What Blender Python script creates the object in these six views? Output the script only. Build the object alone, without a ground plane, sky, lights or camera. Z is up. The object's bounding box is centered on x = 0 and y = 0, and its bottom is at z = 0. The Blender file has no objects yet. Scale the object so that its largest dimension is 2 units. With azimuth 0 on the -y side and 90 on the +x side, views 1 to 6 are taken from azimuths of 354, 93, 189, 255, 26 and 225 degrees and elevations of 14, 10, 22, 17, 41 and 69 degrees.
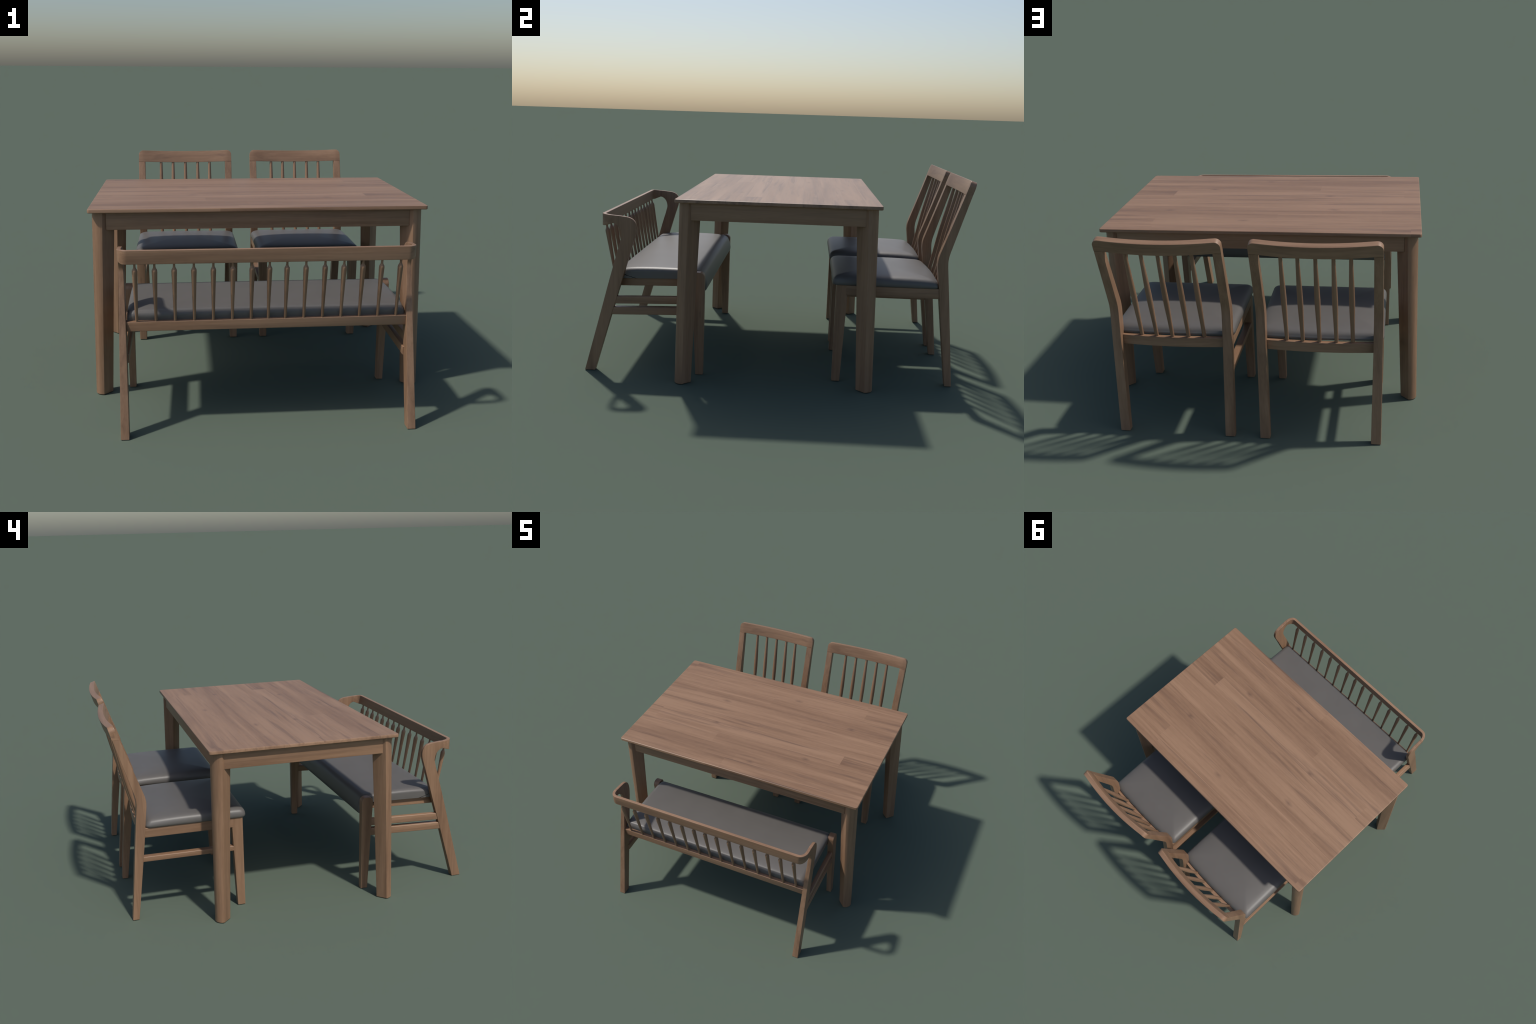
"""Dining set: a plank-topped table, a spindle-back bench and two slat-back chairs."""
import bpy, math
from mathutils import Vector, Matrix

# ------------------------------------------------------------------ materials
def _nodes(name):
    mat = bpy.data.materials.new(name)
    mat.use_nodes = True
    nt = mat.node_tree
    nt.nodes.clear()
    out = nt.nodes.new("ShaderNodeOutputMaterial")
    bsdf = nt.nodes.new("ShaderNodeBsdfPrincipled")
    nt.links.new(bsdf.outputs[0], out.inputs[0])
    return mat, nt, bsdf


def _ramp(nt, stops, fac):
    r = nt.nodes.new("ShaderNodeValToRGB")
    el = r.color_ramp.elements
    while len(el) < len(stops):
        el.new(0.5)
    for e, (p, c) in zip(el, stops):
        e.position = p
        e.color = (*c, 1) if len(c) == 3 else c
    nt.links.new(fac, r.inputs[0])
    return r.outputs[0]


def _math(nt, op, a, b=None, clamp=False):
    m = nt.nodes.new("ShaderNodeMath")
    m.operation = op
    m.use_clamp = clamp
    for i, v in enumerate((a, b)):
        if v is None:
            continue
        if isinstance(v, (int, float)):
            m.inputs[i].default_value = v
        else:
            nt.links.new(v, m.inputs[i])
    return m.outputs[0]


def _mix(nt, fac, a, b, mode="MIX"):
    m = nt.nodes.new("ShaderNodeMix")
    m.data_type = "RGBA"
    m.blend_type = mode
    for i, v in ((0, fac), (6, a), (7, b)):
        if isinstance(v, (int, float)):
            m.inputs[i].default_value = v
        elif isinstance(v, tuple):
            m.inputs[i].default_value = (*v, 1)
        else:
            nt.links.new(v, m.inputs[i])
    return m.outputs[2]


def _noise(nt, vec, w, scale, detail=3, rough=0.55, distortion=0.0):
    n = nt.nodes.new("ShaderNodeTexNoise")
    n.noise_dimensions = "4D"
    n.inputs["Scale"].default_value = scale
    n.inputs["Detail"].default_value = detail
    n.inputs["Roughness"].default_value = rough
    n.inputs["Distortion"].default_value = distortion
    nt.links.new(vec, n.inputs["Vector"])
    if isinstance(w, (int, float)):
        n.inputs["W"].default_value = w
    else:
        nt.links.new(w, n.inputs["W"])
    return n.outputs["Fac"]


def _mapping(nt, vec, scale, loc=(0, 0, 0)):
    m = nt.nodes.new("ShaderNodeMapping")
    m.inputs["Scale"].default_value = scale
    m.inputs["Location"].default_value = loc
    nt.links.new(vec, m.inputs["Vector"])
    return m.outputs[0]


LIGHT = (0.312, 0.184, 0.110)
MID = (0.246, 0.140, 0.081)
DARK = (0.172, 0.093, 0.053)
STREAK = (0.118, 0.066, 0.044)


def wood(name, grain_axis, planked=False):
    """Warm walnut-stained wood; grain runs along grain_axis of the object."""
    mat, nt, bsdf = _nodes(name)
    tc = nt.nodes.new("ShaderNodeTexCoord").outputs["Object"]
    info = nt.nodes.new("ShaderNodeObjectInfo")
    seed = _math(nt, "MULTIPLY", info.outputs["Random"], 37.0)

    def stretched(along, across):
        s = [across] * 3
        s["xyz".index(grain_axis)] = along
        return _mapping(nt, tc, tuple(s))

    shade = 0.0
    if planked:
        # boards run along x: a row index from y, a board index from x with a random stagger per row
        xyz = nt.nodes.new("ShaderNodeSeparateXYZ")
        nt.links.new(tc, xyz.inputs[0])
        row = _math(nt, "FLOOR", _math(nt, "MULTIPLY", _math(nt, "ADD", xyz.outputs[1], 0.507), 9.6))
        wn = nt.nodes.new("ShaderNodeTexWhiteNoise")
        wn.noise_dimensions = "1D"
        nt.links.new(row, wn.inputs["W"])
        along = _math(nt, "ADD", _math(nt, "MULTIPLY", xyz.outputs[0], 0.75), _math(nt, "MULTIPLY", wn.outputs[0], 7.0))
        board = _math(nt, "FLOOR", along)
        wn2 = nt.nodes.new("ShaderNodeTexWhiteNoise")
        wn2.noise_dimensions = "1D"
        nt.links.new(_math(nt, "ADD", _math(nt, "MULTIPLY", row, 17.3), _math(nt, "MULTIPLY", board, 3.7)), wn2.inputs["W"])
        shade = wn2.outputs[0]
        # neighbouring boards cut from one row keep related figure, so end joints stay faint
        seed = _math(nt, "ADD", seed, _math(nt, "ADD", _math(nt, "MULTIPLY", wn.outputs[0], 23.0), _math(nt, "MULTIPLY", shade, 0.6)))

    broad = _noise(nt, stretched(0.55, 8.0), seed, 1.6, 4, 0.5, 0.5)      # wide cathedral bands
    band = _noise(nt, stretched(0.8, 26.0), seed, 1.8, 4, 0.6, 0.5)        # streaks
    fibre = _noise(nt, stretched(5.0, 170.0), seed, 2.0, 3, 0.6)          # fine fibre
    fleck = _noise(nt, stretched(30.0, 90.0), seed, 1.0, 2, 0.5)           # medullary flecks

    f = _math(nt, "MULTIPLY", broad, 0.54 if planked else 0.44)
    f = _math(nt, "ADD", f, _math(nt, "MULTIPLY", band, 0.38 if planked else 0.44))
    f = _math(nt, "ADD", f, _math(nt, "MULTIPLY", fibre, 0.11 if planked else 0.18))
    f = _math(nt, "ADD", f, _math(nt, "MULTIPLY", fleck, 0.08))
    f = _math(nt, "ADD", f, -0.045 if planked else -0.055)
    if planked:
        f = _math(nt, "ADD", f, _math(nt, "MULTIPLY", _math(nt, "SUBTRACT", shade, 0.5), 0.125))
    col = _ramp(nt, [(0.33, DARK), (0.47, MID), (0.61, LIGHT)], f)
    # narrow dark mineral streaks
    st = _noise(nt, stretched(0.5, 12.0), _math(nt, "ADD", seed, 5.3), 1.9, 4, 0.6, 0.8)
    stm = _ramp(nt, [(0.53, (0, 0, 0)), (0.72, (1, 1, 1))], st)
    col = _mix(nt, _math(nt, "MULTIPLY", stm, 0.80 if planked else 0.42), col, STREAK)
    # occasional small knots
    kn = nt.nodes.new("ShaderNodeTexVoronoi")
    kn.feature = "F1"
    if planked:
        kn.voronoi_dimensions = "2D"
    kn.inputs["Scale"].default_value = 2.0 if planked else 3.0
    nt.links.new(stretched(0.8, 1.7), kn.inputs["Vector"])
    wob = _math(nt, "ADD", kn.outputs["Distance"], _math(nt, "MULTIPLY", _math(nt, "SUBTRACT", fleck, 0.5), 0.05))
    km = _ramp(nt, [(0.0, (1, 1, 1)), (0.02, (0.55, 0.55, 0.55)), (0.06, (0, 0, 0))], wob)
    col = _mix(nt, _math(nt, "MULTIPLY", km, 0.7), col, STREAK)
    nt.links.new(col, bsdf.inputs["Base Color"])
    rough = _math(nt, "ADD", _math(nt, "MULTIPLY", band, 0.12), 0.40)
    nt.links.new(rough, bsdf.inputs["Roughness"])
    bsdf.inputs["Specular IOR Level"].default_value = 0.5
    bump = nt.nodes.new("ShaderNodeBump")
    bump.inputs["Strength"].default_value = 0.06
    bump.inputs["Distance"].default_value = 0.002
    nt.links.new(fibre, bump.inputs["Height"])
    nt.links.new(bump.outputs[0], bsdf.inputs["Normal"])
    return mat


def leather():
    mat, nt, bsdf = _nodes("grey_leather")
    tc = nt.nodes.new("ShaderNodeTexCoord").outputs["Object"]
    tone = _noise(nt, tc, 0.0, 6.0, 3)
    col = _ramp(nt, [(0.3, (0.112, 0.104, 0.0965)), (0.7, (0.123, 0.114, 0.106))], tone)
    nt.links.new(col, bsdf.inputs["Base Color"])
    bsdf.inputs["Roughness"].default_value = 0.47
    bsdf.inputs["Specular IOR Level"].default_value = 0.5
    v = nt.nodes.new("ShaderNodeTexVoronoi")
    v.inputs["Scale"].default_value = 260.0
    nt.links.new(tc, v.inputs["Vector"])
    bump = nt.nodes.new("ShaderNodeBump")
    bump.inputs["Strength"].default_value = 0.04
    bump.inputs["Distance"].default_value = 0.001
    nt.links.new(v.outputs["Distance"], bump.inputs["Height"])
    nt.links.new(bump.outputs[0], bsdf.inputs["Normal"])
    return mat


WOOD_X = wood("wood_grain_along_x", "x")
WOOD_Y = wood("wood_grain_along_y", "y")
WOOD_Z = wood("wood_grain_along_z", "z")
PLANKS = wood("wood_planks", "x", planked=True)
LEATHER = leather()

# ------------------------------------------------------------------ geometry helpers
def finish(name, verts, faces, mat, angle=35):
    me = bpy.data.meshes.new(name)
    me.from_pydata([tuple(v) for v in verts], [], faces)
    me.validate()
    import bmesh
    bm = bmesh.new()
    bm.from_mesh(me)
    bmesh.ops.recalc_face_normals(bm, faces=bm.faces)
    bm.to_mesh(me)
    bm.free()
    me.shade_smooth()
    me.set_sharp_from_angle(angle=math.radians(angle))
    for p in me.polygons:  # end caps stay flat
        if len(p.vertices) > 4:
            p.use_smooth = False
    me.materials.append(mat)
    return me


def loft(name, rings, mat, angle=35):
    """Skin closed rings (equal point counts) and cap both ends."""
    n = len(rings[0])
    verts = [p for r in rings for p in r]
    faces = []
    for i in range(len(rings) - 1):
        for j in range(n):
            k = (j + 1) % n
            faces.append((i * n + j, i * n + k, (i + 1) * n + k, (i + 1) * n + j))
    faces.append(tuple(range(n - 1, -1, -1)))
    base = (len(rings) - 1) * n
    faces.append(tuple(range(base, base + n)))
    return finish(name, verts, faces, mat, angle)


def rounded(corners, r, seg=3):
    """Round the corners of a closed 3D polygon with quadratic arcs of reach r."""
    out = []
    n = len(corners)
    cs = [Vector(c) for c in corners]
    for i, c in enumerate(cs):
        rr = r[i] if isinstance(r, (list, tuple)) else r
        a = (cs[i - 1] - c)
        b = (cs[(i + 1) % n] - c)
        ra, rb = min(rr, a.length * 0.48), min(rr, b.length * 0.48)
        p, q = c + a.normalized() * ra, c + b.normalized() * rb
        for s in range(seg + 1):
            t = s / seg
            w = 0.586  # conic weight blend gives a near-circular corner
            m = p.lerp(q, 0.5).lerp(c, w)
            ctrl = m * 2 - p.lerp(q, 0.5)
            out.append(p * (1 - t) ** 2 + ctrl * 2 * t * (1 - t) + q * t ** 2)
    return out


def lerp(a, b, t):
    return a + (b - a) * t


def table_lookup(pts, z):
    for (z0, v0), (z1, v1) in zip(pts, pts[1:]):
        if z <= z1:
            return lerp(v0, v1, (z - z0) / (z1 - z0))
    return pts[-1][1]


def smooth_lookup(pts, z, win=0.03):
    lo, hi = pts[0][0], pts[-1][0]
    w = min(win, z - lo, hi - z)
    if w <= 1e-5:
        return table_lookup(pts, z)
    return sum(table_lookup(pts, z + w * k / 4) for k in range(-4, 5)) / 9


def catmull(pts, sub):
    out = []
    for i in range(len(pts) - 1):
        p0 = Vector(pts[max(i - 1, 0)])
        p1, p2 = Vector(pts[i]), Vector(pts[i + 1])
        p3 = Vector(pts[min(i + 2, len(pts) - 1)])
        for s in range(sub):
            t = s / sub
            out.append(0.5 * ((2 * p1) + (p2 - p0) * t + (2 * p0 - 5 * p1 + 4 * p2 - p3) * t * t
                              + (3 * p1 - p0 - 3 * p2 + p3) * t ** 3))
    out.append(Vector(pts[-1]))
    return out


def with_end_bevel(rings, b):
    """Pull the first and last ring in slightly so the end edges catch light."""
    def shrink(r, nxt):
        c = sum(r, Vector()) / len(r)
        d = (sum(nxt, Vector()) / len(nxt) - c).normalized()
        inset, moved = [], []
        for p in r:
            v = c - p
            inset.append(p + v.normalized() * min(b, v.length * 0.5))
            moved.append(p + d * b)
        return inset, moved
    a0, a1 = shrink(rings[0], rings[1])
    z0, z1 = shrink(rings[-1], rings[-2])
    return [a0, a1] + rings[1:-1] + [z1, z0]


def bar(name, lo, hi, mat, r=0.003, lift=(0.0, 0.0)):
    """Straight board between two corners; lift raises z at the low-y / high-y end."""
    (x0, y0, z0), (x1, y1, z1) = lo, hi
    ext = (x1 - x0, y1 - y0, z1 - z0)
    ax = 0 if mat in (WOOD_X, PLANKS) else (1 if mat is WOOD_Y else 2)
    if ax == 0:
        rings = [rounded([(x, y0, z0), (x, y1, z0), (x, y1, z1), (x, y0, z1)], r) for x in (x0, x1)]
    elif ax == 1:
        rings = [rounded([(x0, y, z0 + l), (x1, y, z0 + l), (x1, y, z1 + l), (x0, y, z1 + l)], r)
                 for y, l in ((y0, lift[0]), (y1, lift[1]))]
    else:
        rings = [rounded([(x0, y0, z), (x1, y0, z), (x1, y1, z), (x0, y1, z)], r) for z in (z0, z1)]
    return loft(name, with_end_bevel(rings, min(0.0015, r)), mat)


def turned(name, profile, mat, seg=20):
    """Lathe a (height, radius) profile about z."""
    rings = []
    for h, r in profile:
        rings.append([Vector((r * math.cos(2 * math.pi * k / seg), r * math.sin(2 * math.pi * k / seg), h))
                      for k in range(seg)])
    return loft(name, rings, mat, 50)


def mirrored_x(me, name):
    m2 = me.copy()
    m2.name = name
    m2.transform(Matrix.Scale(-1, 4, (1, 0, 0)))
    m2.flip_normals()
    return m2


def thing(name, loc, label, category):
    e = bpy.data.objects.new(name, None)
    bpy.context.scene.collection.objects.link(e)
    e.location = loc
    e["label"] = label
    e["category"] = category
    return e


def part(name, me, parent, loc=(0, 0, 0), matrix=None):
    o = bpy.data.objects.new(name, me)
    bpy.context.scene.collection.objects.link(o)
    o.parent = parent
    if matrix is not None:
        o.matrix_local = matrix
    else:
        o.location = loc
    return o


def align_z(base, tip):
    base, tip = Vector(base), Vector(tip)
    q = (tip - base).to_track_quat("Z", "Y")
    return Matrix.Translation(base) @ q.to_matrix().to_4x4()


def rounded_rect(hx, hy, r, z, seg=6, bow=0.0, y_off=0.0):
    """Plan outline; bow pushes the +y edge outwards in the middle."""
    pts = []
    for cx, cy, a0 in ((hx - r, hy - r, 0), (-hx + r, hy - r, 90), (-hx + r, -hy + r, 180), (hx - r, -hy + r, 270)):
        for s in range(seg + 1):
            a = math.radians(a0 + 90 * s / seg)
            pts.append(Vector((cx + r * math.cos(a), cy + r * math.sin(a), z)))
        # extra points along the following edge
        nxt = {0: (-hx + r, hy), 90: (-hx, -hy + r), 180: (hx - r, -hy), 270: (hx, hy - r)}[a0]
        last = pts[-1].copy()
        for k in range(1, 12):
            t = k / 12
            pts.append(Vector((lerp(last.x, nxt[0], t), lerp(last.y, nxt[1], t), z)))
    for p in pts:
        if bow:
            w = max(0.0, p.y / hy)
            p.y += bow * w * (1 - min(1, abs(p.x) / hx) ** 2)
        p.y += y_off
    return pts


# ------------------------------------------------------------------ table
def build_table():
    t = thing("dining_table", (0, 0.004, 0), "rectangular walnut-toned dining table with planked top", "table")
    zt, zb, hx, hy = 0.9425, 0.9240, 0.8285, 0.5075
    rings = []
    for z, d in ((zb, 0.0025), (zb + 0.0025, 0.0), (zt - 0.003, 0.0), (zt - 0.0012, 0.0008), (zt, 0.003)):
        rings.append(rounded_rect(hx - d, hy - d, 0.012 - d, z))
    part("tabletop", loft("tabletop", rings, PLANKS, 30), t)

    # corner leg section: quarter-round outside, 45 degree flats inside
    def section(s):
        h = 0.5 * s
        pts = []
        for k in range(13):
            a = math.radians(180 + 90 * k / 12)
            pts.append((h + h * math.cos(a), h + h * math.sin(a)))
        pts += [(s * 0.985, h * 0.97), (s, h * 1.03), (s * 0.985, h * 1.1), (h * 1.1, s * 0.985), (h * 1.03, s), (h * 0.97, s * 0.985)]
        return pts
    rings = []
    for z, o_x, o_y, s, ins in ((0.0, 0.8255, 0.504, 0.083, 0.002), (0.002, 0.8255, 0.504, 0.083, 0),
                                (0.46, 0.8190, 0.4980, 0.0945, 0), (zb - 0.0003, 0.8125, 0.4915, 0.1075, 0)):
        ring = []
        for a, b in section(s):
            ca = a + (0.5 * s - a) * ins / (0.5 * s)
            cb = b + (0.5 * s - b) * ins / (0.5 * s)
            ring.append(Vector((o_x - ca, o_y - cb, z)))
        rings.append(ring)
    leg = loft("table_leg", rings, WOOD_Z, 30)
    for sx in (1, -1):
        for sy in (1, -1):
            me = leg.copy()
            me.transform(Matrix.Diagonal((sx, sy, 1, 1)))
            if sx * sy < 0:
                me.flip_normals()
            part("leg", me, t)
    for sy in (1, -1):
        y0, y1 = sorted((sy * 0.4795, sy * 0.4575))
        part("apron", bar("apron", (-0.7435, y0, 0.8375), (0.7435, y1, zb - 0.0004), WOOD_X, 0.002), t)
    for sx in (1, -1):
        x0, x1 = sorted((sx * 0.8025, sx * 0.7805))
        part("apron", bar("apron", (x0, -0.428, 0.8375), (x1, 0.428, zb - 0.0004), WOOD_Y, 0.002), t)


# ------------------------------------------------------------------ bench
def build_bench():
    oy = -0.69
    b = thing("bench", (0, oy, 0), "long wooden bench with spindle back and grey leather seat", "bench")

    # leg sweeping up and over into the armrest: (upper/front edge, lower/rear edge) pairs in (y, z)
    pairs = [((-0.850, 0.8310), (-0.850, 0.789)), ((-0.820, 0.8290), (-0.838, 0.787)),
             ((-0.795, 0.8265), (-0.824, 0.778)), ((-0.769, 0.8230), (-0.813, 0.765)),
             ((-0.749, 0.8155), (-0.807, 0.752)), ((-0.735, 0.8030), (-0.804, 0.740)),
             ((-0.727, 0.7870), (-0.8025, 0.729)), ((-0.724, 0.7660), (-0.8035, 0.718)),
             ((-0.727, 0.7410), (-0.8075, 0.703)), ((-0.735, 0.7130), (-0.8140, 0.677)),
             ((-0.749, 0.6690), (-0.8255, 0.640)), ((-0.774, 0.5840), (-0.847, 0.564)),
             ((-0.8075, 0.469), (-0.8735, 0.469)), ((-0.857, 0.306), (-0.917, 0.306)),
             ((-0.947, 0.0), (-1.0, 0.0))]
    up = catmull([(0, *p[0]) for p in pairs], 6)
    lo = catmull([(0, *p[1]) for p in pairs], 6)
    thick = [(0.0, 0.038), (0.48, 0.030), (0.70, 0.024), (0.78, 0.018), (0.85, 0.018)]
    rings = []
    xo = 0.666
    for u, l in zip(up, lo):
        tu, tl = table_lookup(thick, u.z), table_lookup(thick, l.z)
        rings.append(rounded([(xo, u.y - oy, u.z), (xo, l.y - oy, l.z), (xo - tl, l.y - oy, l.z), (xo - tu, u.y - oy, u.z)], 0.003))
    arm = loft("armrest_leg", rings, WOOD_Z)
    part("armrest_leg", arm, b)
    part("armrest_leg", mirrored_x(arm, "armrest_leg"), b)

    # back rail bent round both corners into the armrests
    R, Ry, yb = 0.048, 0.060, -0.910
    path = []  # outer edge point, inward normal, bottom z, top z
    for k in range(11):
        a = math.radians(180 + 90 * k / 10)
        t = k / 10
        path.append((-xo + R + R * math.cos(a), yb + Ry + Ry * math.sin(a), -math.cos(a), -math.sin(a),
                     0.789 - 0.0155 * min(1, t * 1.6) ** 0.8, lerp(0.8310, 0.8355, min(1, t * 1.5))))
    path += [(-x, y, -nx, ny, z0, z1) for x, y, nx, ny, z0, z1 in reversed(path)]
    w = 0.018
    rings = []
    for x, y, nx, ny, z0, z1 in path:
        y -= oy
        rings.append(rounded([(x, y, z0), (x + nx * w, y + ny * w, z0), (x + nx * w, y + ny * w, z1), (x, y, z1)], 0.003))
    part("backrest_rail", loft("backrest_rail", rings, WOOD_X), b)

    # turned spindles
    base, tip = (-0.8515, 0.495), (-0.8990, 0.778)
    ln = math.hypot(tip[0] - base[0], tip[1] - base[1])
    prof = [(0, 0.0064), (0.1 * ln, 0.0068), (0.3 * ln, 0.0080), (0.55 * ln, 0.0098), (0.75 * ln, 0.0115), (0.845 * ln, 0.0123),
            (0.865 * ln, 0.0122), (0.885 * ln, 0.0112), (0.905 * ln, 0.0080), (0.92 * ln, 0.0060), (0.94 * ln, 0.0052), (ln, 0.0050)]
    sp = turned("spindle", prof, WOOD_Z)
    for x in (0.0, 0.0775, 0.162, 0.2475, 0.3325, 0.418, 0.503, 0.5885):
        for s in ((1, -1) if x else (1,)):
            part("spindle", sp, b, matrix=align_z((s * x, base[0] - oy, base[1]), (s * x, tip[0] - oy, tip[1])))

    # seat frame
    part("seat_rail", bar("seat_rail", (-0.6385, -0.860 - oy, 0.454), (0.6385, -0.829 - oy, 0.4985), WOOD_X), b)
    part("seat_rail", bar("seat_rail", (-0.632, -0.418 - oy, 0.458), (0.632, -0.393 - oy, 0.499), WOOD_X), b)
    for s in (1, -1):
        x0, x1 = sorted((s * 0.587, s * 0.616))
        part("seat_rail", bar("seat_rail", (x0, -0.8285 - oy, 0.4530), (x1, -0.425 - oy, 0.4945), WOOD_Y, 0.003, (0, 0.0115)), b)
        x0, x1 = sorted((s * 0.636, s * 0.6635))
        part("stretcher", bar("stretcher", (x0, -0.842 - oy, 0.3650), (x1, -0.422 - oy, 0.4050), WOOD_Y, 0.006, (0, 0.0135)), b)
        x0, x1 = sorted((s * 0.627, s * 0.6635))
        part("stretcher", bar("stretcher", (x0, -0.861 - oy, 0.3060), (x1, -0.420 - oy, 0.3470), WOOD_Y, 0.006, (0, 0.0135)), b)

    # straight legs with rounded tops
    rings = []
    zt, r = 0.549, 0.026
    levels = [0, 0.12, 0.3, 0.46, zt - r] + [zt - r + r * math.sin(math.radians(a)) for a in (15, 30, 45, 60, 75, 85)]
    for z in levels:
        t = min(1, z / 0.52)
        ins = 0 if z <= zt - r else r - math.sqrt(max(0, r * r - (z - zt + r) ** 2))
        yf, yr = lerp(-0.373, -0.369, t) - ins, lerp(-0.412, -0.4345, t) + ins
        xi, xo2 = lerp(0.629, 0.6285, t), lerp(0.6615, 0.6675, t)
        rings.append(rounded([(xi, yr - oy, z), (xo2, yr - oy, z), (xo2, yf - oy, z), (xi, yf - oy, z)], 0.003))
    leg = loft("bench_leg", rings, WOOD_Z)
    part("leg", leg, b)
    part("leg", mirrored_x(leg, "bench_leg"), b)

    # waterfall cushion: outer skin (y, z, shrink at the ends), then the hidden underside
    skin = [(-0.8385, 0.4960, 0.1), (-0.8405, 0.515, 0.3), (-0.8385, 0.5275, 0.8), (-0.832, 0.5375, 1), (-0.820, 0.5455, 1),
            (-0.76, 0.5545, 1), (-0.66, 0.5590, 1), (-0.54, 0.5595, 1), (-0.45, 0.5560, 1), (-0.415, 0.5525, 1),
            (-0.395, 0.5460, 1), (-0.381, 0.5350, 0.9), (-0.3725, 0.517, 0.7), (-0.3655, 0.494, 0.45), (-0.3620, 0.470, 0.35),
            (-0.3640, 0.4535, 0.3), (-0.3700, 0.4445, 0.3), (-0.3765, 0.4435, 0.0)]
    under = [(-0.3800, 0.465), (-0.3830, 0.4935), (-0.3950, 0.5070), (-0.45, 0.5060), (-0.7, 0.4995)]
    sk = catmull([(0, y, z) for y, z, _ in skin], 3)
    wt = [lerp(skin[min(i // 3, len(skin) - 1)][2], skin[min(i // 3 + 1, len(skin) - 1)][2], (i % 3) / 3) for i in range(len(sk))]
    nrm = []
    for i in range(len(sk)):
        d = (sk[min(i + 1, len(sk) - 1)] - sk[max(i - 1, 0)]).normalized()
        nrm.append(Vector((0, d.z, -d.y)))  # points inwards: down on top, back on the front
    hx, rx, drop = 0.6325, 0.032, 0.021
    xs = [hx - rx + rx * math.sin(math.radians(a)) for a in (90, 78, 66, 54, 42, 30, 18, 8, 0)] + [0.5, 0.3, 0.1]
    xs = xs + [-x for x in reversed(xs)]
    # underside resampled so that every skin point has a partner below it; the ends then close with quads
    und = [Vector((0, y, z)) for y, z in under] + [Vector((0, -0.8375, 0.4955))]
    seg = [(q - p).length for p, q in zip(und, und[1:])]
    n = len(sk)
    partner = []
    for i in range(n):
        d = sum(seg) * (i + 0.5) / n
        k = 0
        while k < len(seg) - 1 and d > seg[k]:
            d -= seg[k]
            k += 1
        partner.append(und[k].lerp(und[k + 1], d / seg[k]))
    verts, faces = [], []
    for x in xs:
        u = max(0, (abs(x) - (hx - rx)) / rx)
        d = drop * (1 - math.sqrt(max(0, 1 - u * u)))
        crown = -0.002 * (abs(x) / hx) ** 2
        for p, nv, k in zip(sk, nrm, wt):
            q = p + nv * d * k
            verts.append((x, q.y - oy, q.z + crown * k))
        verts += [(x, p.y - oy, p.z) for p in partner]
    m = 2 * n
    for r in range(len(xs) - 1):
        for j in range(m):
            k = (j + 1) % m
            faces.append((r * m + j, r * m + k, (r + 1) * m + k, (r + 1) * m + j))
    for r in (0, (len(xs) - 1) * m):
        for j in range(n - 1):
            faces.append((r + j, r + j + 1, r + m - 2 - j, r + m - 1 - j))
    part("seat_cushion", finish("seat_cushion", verts, faces, LEATHER, 60), b)


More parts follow.
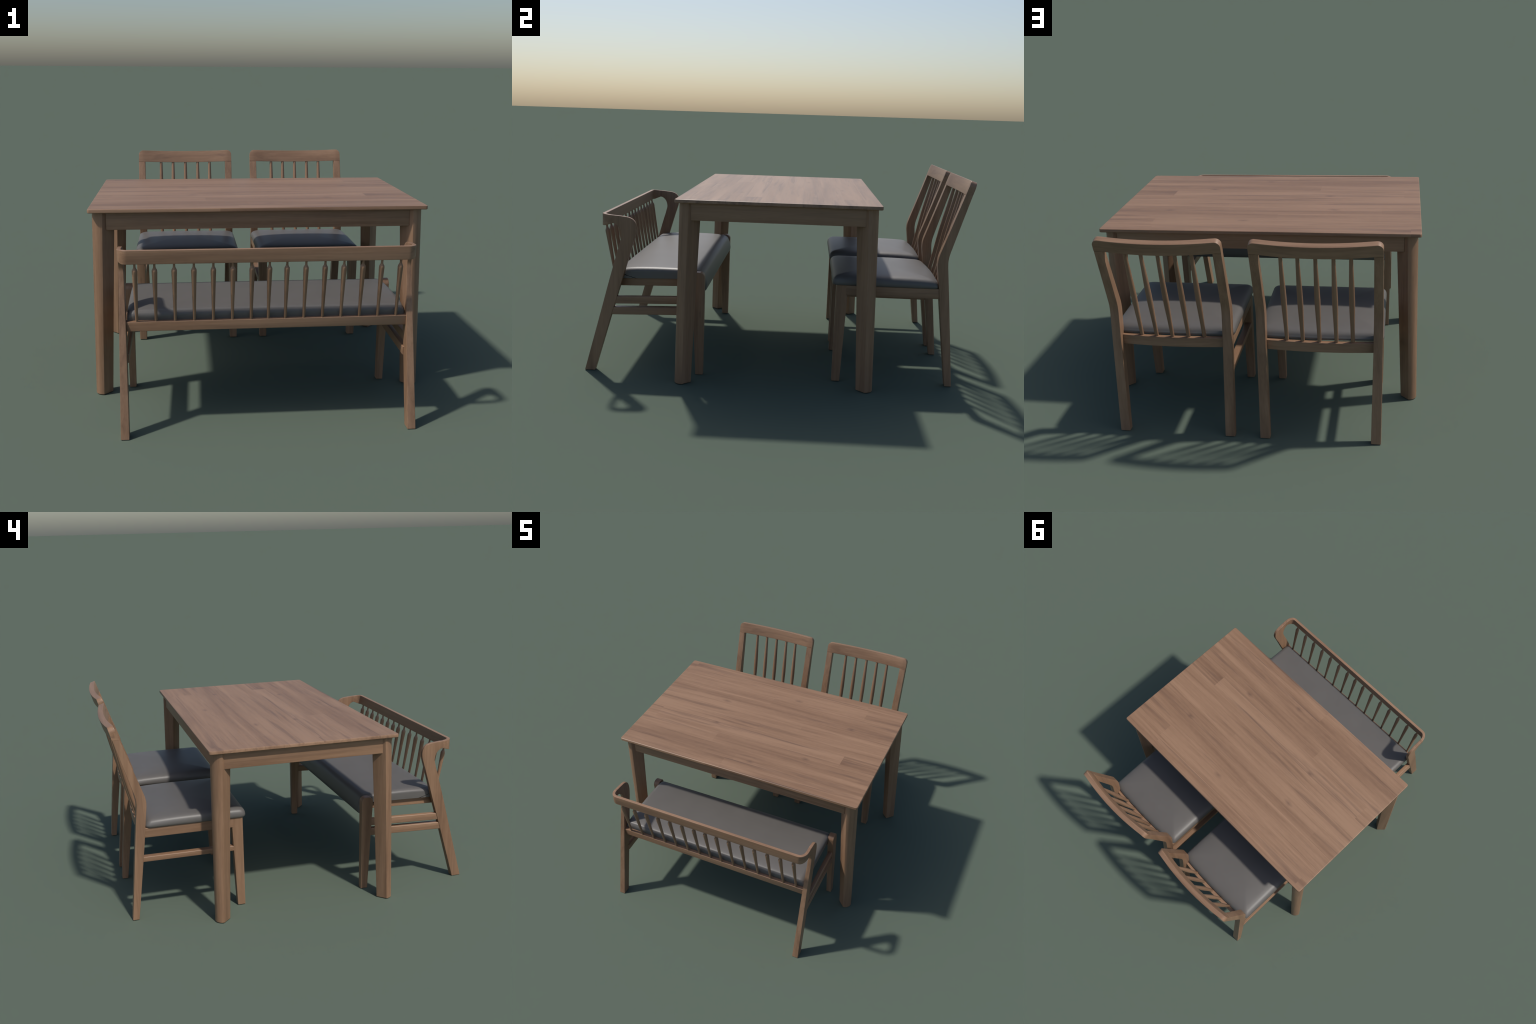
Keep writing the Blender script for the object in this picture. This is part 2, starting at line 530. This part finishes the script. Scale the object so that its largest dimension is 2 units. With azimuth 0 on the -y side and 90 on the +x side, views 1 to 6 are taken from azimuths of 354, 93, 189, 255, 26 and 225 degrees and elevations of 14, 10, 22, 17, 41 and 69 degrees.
# ------------------------------------------------------------------ chairs
def build_chairs():
    oy = 0.62
    fr = [(0.0, 0.892), (0.46, 0.8335), (0.55, 0.825), (0.66, 0.8115), (0.70, 0.8235), (0.735, 0.8365), (0.86, 0.880), (1.007, 0.9305), (1.08, 0.9555)]
    bk = [(0.0, 0.9265), (0.46, 0.884), (0.64, 0.866), (0.672, 0.8645), (0.70, 0.873), (0.77, 0.894), (0.88, 0.927), (0.985, 0.959), (1.08, 0.988)]
    wid = [(0.0, 0.049), (0.45, 0.045), (1.08, 0.041)]
    out = [(0.0, 0.2980), (0.5, 0.3010), (1.08, 0.3010)]
    hx, z_joint, z_top = 0.3010, 0.9975, 1.0695

    def front(z): return smooth_lookup(fr, z)
    def back(z): return smooth_lookup(bk, z)

    zs = [0, 0.15, 0.3, 0.42, 0.5, 0.56, 0.60] + [0.62 + 0.008 * k for k in range(15)] + [0.78, 0.86, 0.93, z_joint]
    rings = []
    for z in zs:
        w, xo = table_lookup(wid, z), table_lookup(out, z)
        rings.append(rounded([(xo - w, front(z) - oy, z), (xo, front(z) - oy, z), (xo, back(z) - oy, z), (xo - w, back(z) - oy, z)], 0.003))
    foot = rings[0]
    rings[0] = [Vector((lerp(p.x, 0.2735, 0.06), lerp(p.y, 0.909 - oy, 0.08), 0)) for p in foot]
    rings.insert(1, [Vector((p.x, p.y, 0.0015)) for p in foot])
    post = loft("backrest_post", rings, WOOD_Z)
    post_m = mirrored_x(post, "backrest_post")

    # crest rail, bowed backwards, with rounded upper corners
    def bow(x): return 0.0210 * (1 - (min(abs(x), 0.27) / 0.27) ** 2)
    rc = 0.027
    xs = [hx - rc + rc * math.sin(math.radians(a)) for a in (90, 82, 72, 60, 48, 36, 24, 12, 0)] + [0.25, 0.23, 0.2, 0.16, 0.12, 0.08, 0.04]
    xs = xs + [0] + [-x for x in reversed(xs)]
    rings = []
    for x in xs:
        u = max(0.0, abs(x) - (hx - rc))
        zt = z_top - (rc - math.sqrt(max(0, rc * rc - u * u)))
        o = bow(x)
        zb = z_joint + 0.0004
        lean = 0.0105
        sag = 0.36 * o  # the bow is square to the leaning back, so the middle also drops
        f0, f1, b0, b1 = front(zb) + o, front(zt) + o, back(zb) + o, back(zt - lean) + o
        rings.append(rounded([(x, f0 - oy, zb - sag), (x, f1 - oy, zt - sag), (x, b1 - oy, zt - lean - sag), (x, b0 - oy, zb - sag)],
                             0.003))
    crest = loft("backrest_rail", rings, WOOD_X, 32)

    # slats: slender turned bars, fullest below the middle
    def ybase(x): return 0.8505 - 0.009 * (x / 0.16) ** 2
    def ytip(x): return 0.9390 + bow(x)
    ln = 0.50
    slat = turned("backrest_slat", [(0, 0.0092), (0.1, 0.0106), (0.19, 0.0131), (0.25, 0.0139), (0.31, 0.0131), (0.40, 0.0108), (ln - 0.005, 0.0086)], WOOD_Z, 18)

    # low back rail, bowed like the crest
    rings = []
    for k in range(17):
        x = -0.256 + 0.512 * k / 16
        y = 0.851 + 0.0145 * (1 - (x / 0.256) ** 2)
        rings.append(rounded([(x, y - 0.026 - oy, 0.463), (x, y - oy, 0.463), (x, y - oy, 0.5135), (x, y - 0.026 - oy, 0.5135)], 0.003))
    low = loft("seat_rail", rings, WOOD_X)
    face = bar("seat_rail", (-0.255, 0.322 - oy, 0.461), (0.255, 0.346 - oy, 0.5125), WOOD_X)
    side = bar("seat_rail", (0.270, 0.360 - oy, 0.4625), (0.2980, 0.842 - oy, 0.5150), WOOD_Y)
    side_m = mirrored_x(side, "seat_rail")
    stre = bar("stretcher", (-0.2950, 0.355 - oy, 0.3260), (-0.259, 0.858 - oy, 0.3530), WOOD_Y, 0.004)

    rings = []
    for z in (0, 0.0015, 0.25, 0.5150):
        t = z / 0.5150
        e = 0.0015 if z == 0 else 0
        y0, y1 = lerp(0.3055, 0.309, t) + e, lerp(0.347, 0.370, t) - e
        x0, x1 = lerp(0.251, 0.248, t) + e, lerp(0.2915, 0.2975, t) - e
        rings.append(rounded([(x0, y0 - oy, z), (x1, y0 - oy, z), (x1, y1 - oy, z), (x0, y1 - oy, z)], 0.003))
    leg = loft("chair_leg", rings, WOOD_Z)
    leg_m = mirrored_x(leg, "chair_leg")

    # upholstered seat
    y0, y1 = 0.290, 0.829
    cy, hy = (y0 + y1) / 2 - oy, (y1 - y0) / 2
    chx = 0.3055
    rings = []
    shell = [(0.010, 0.5155), (0.003, 0.5160), (0.0006, 0.519), (0.0, 0.528), (0.0012, 0.538), (0.004, 0.5462), (0.0085, 0.5530),
             (0.015, 0.5585), (0.024, 0.5630), (0.036, 0.5665), (0.06, 0.5700), (0.1, 0.5735), (0.16, 0.5765), (0.22, 0.5780), (0.262, 0.5785)]
    for d, z in shell:
        rc2 = max(0.012, 0.028 - d * 0.3)
        rc2 = min(rc2, (hy - d) * 0.9)
        rings.append(rounded_rect(chx - d, hy - d, rc2, z, bow=0.012, y_off=cy))
    seat = loft("seat_cushion", rings, LEATHER, 60)
    # the seat thins a little towards the back
    for v in seat.vertices:
        t = max(0.0, (v.co.y + oy - 0.60) / 0.23)
        if v.co.z > 0.53:
            v.co.z -= 0.008 * t * t

    for cx in (-0.3530, 0.3715):
        c = thing("chair", (cx, oy, 0), "wooden slat-back chair with padded grey leather seat", "chair")
        part("backrest_post", post, c)
        part("backrest_post", post_m, c)
        part("backrest_rail", crest, c)
        for x in (-0.158, -0.0805, 0.0, 0.0805, 0.158):
            a, bt = (x, ybase(x) - oy, 0.508), (x, ytip(x) - oy, z_joint + 0.004 - 0.36 * bow(x))
            part("backrest_slat", slat, c, matrix=align_z(a, bt))
        for m in (low, face, side, side_m):
            part("seat_rail", m, c)
        part("stretcher", stre, c)  # only one flank carries a stretcher
        for m in (leg, leg_m):
            part("leg", m, c)
        part("seat_cushion", seat, c)


build_table()
build_bench()
build_chairs()
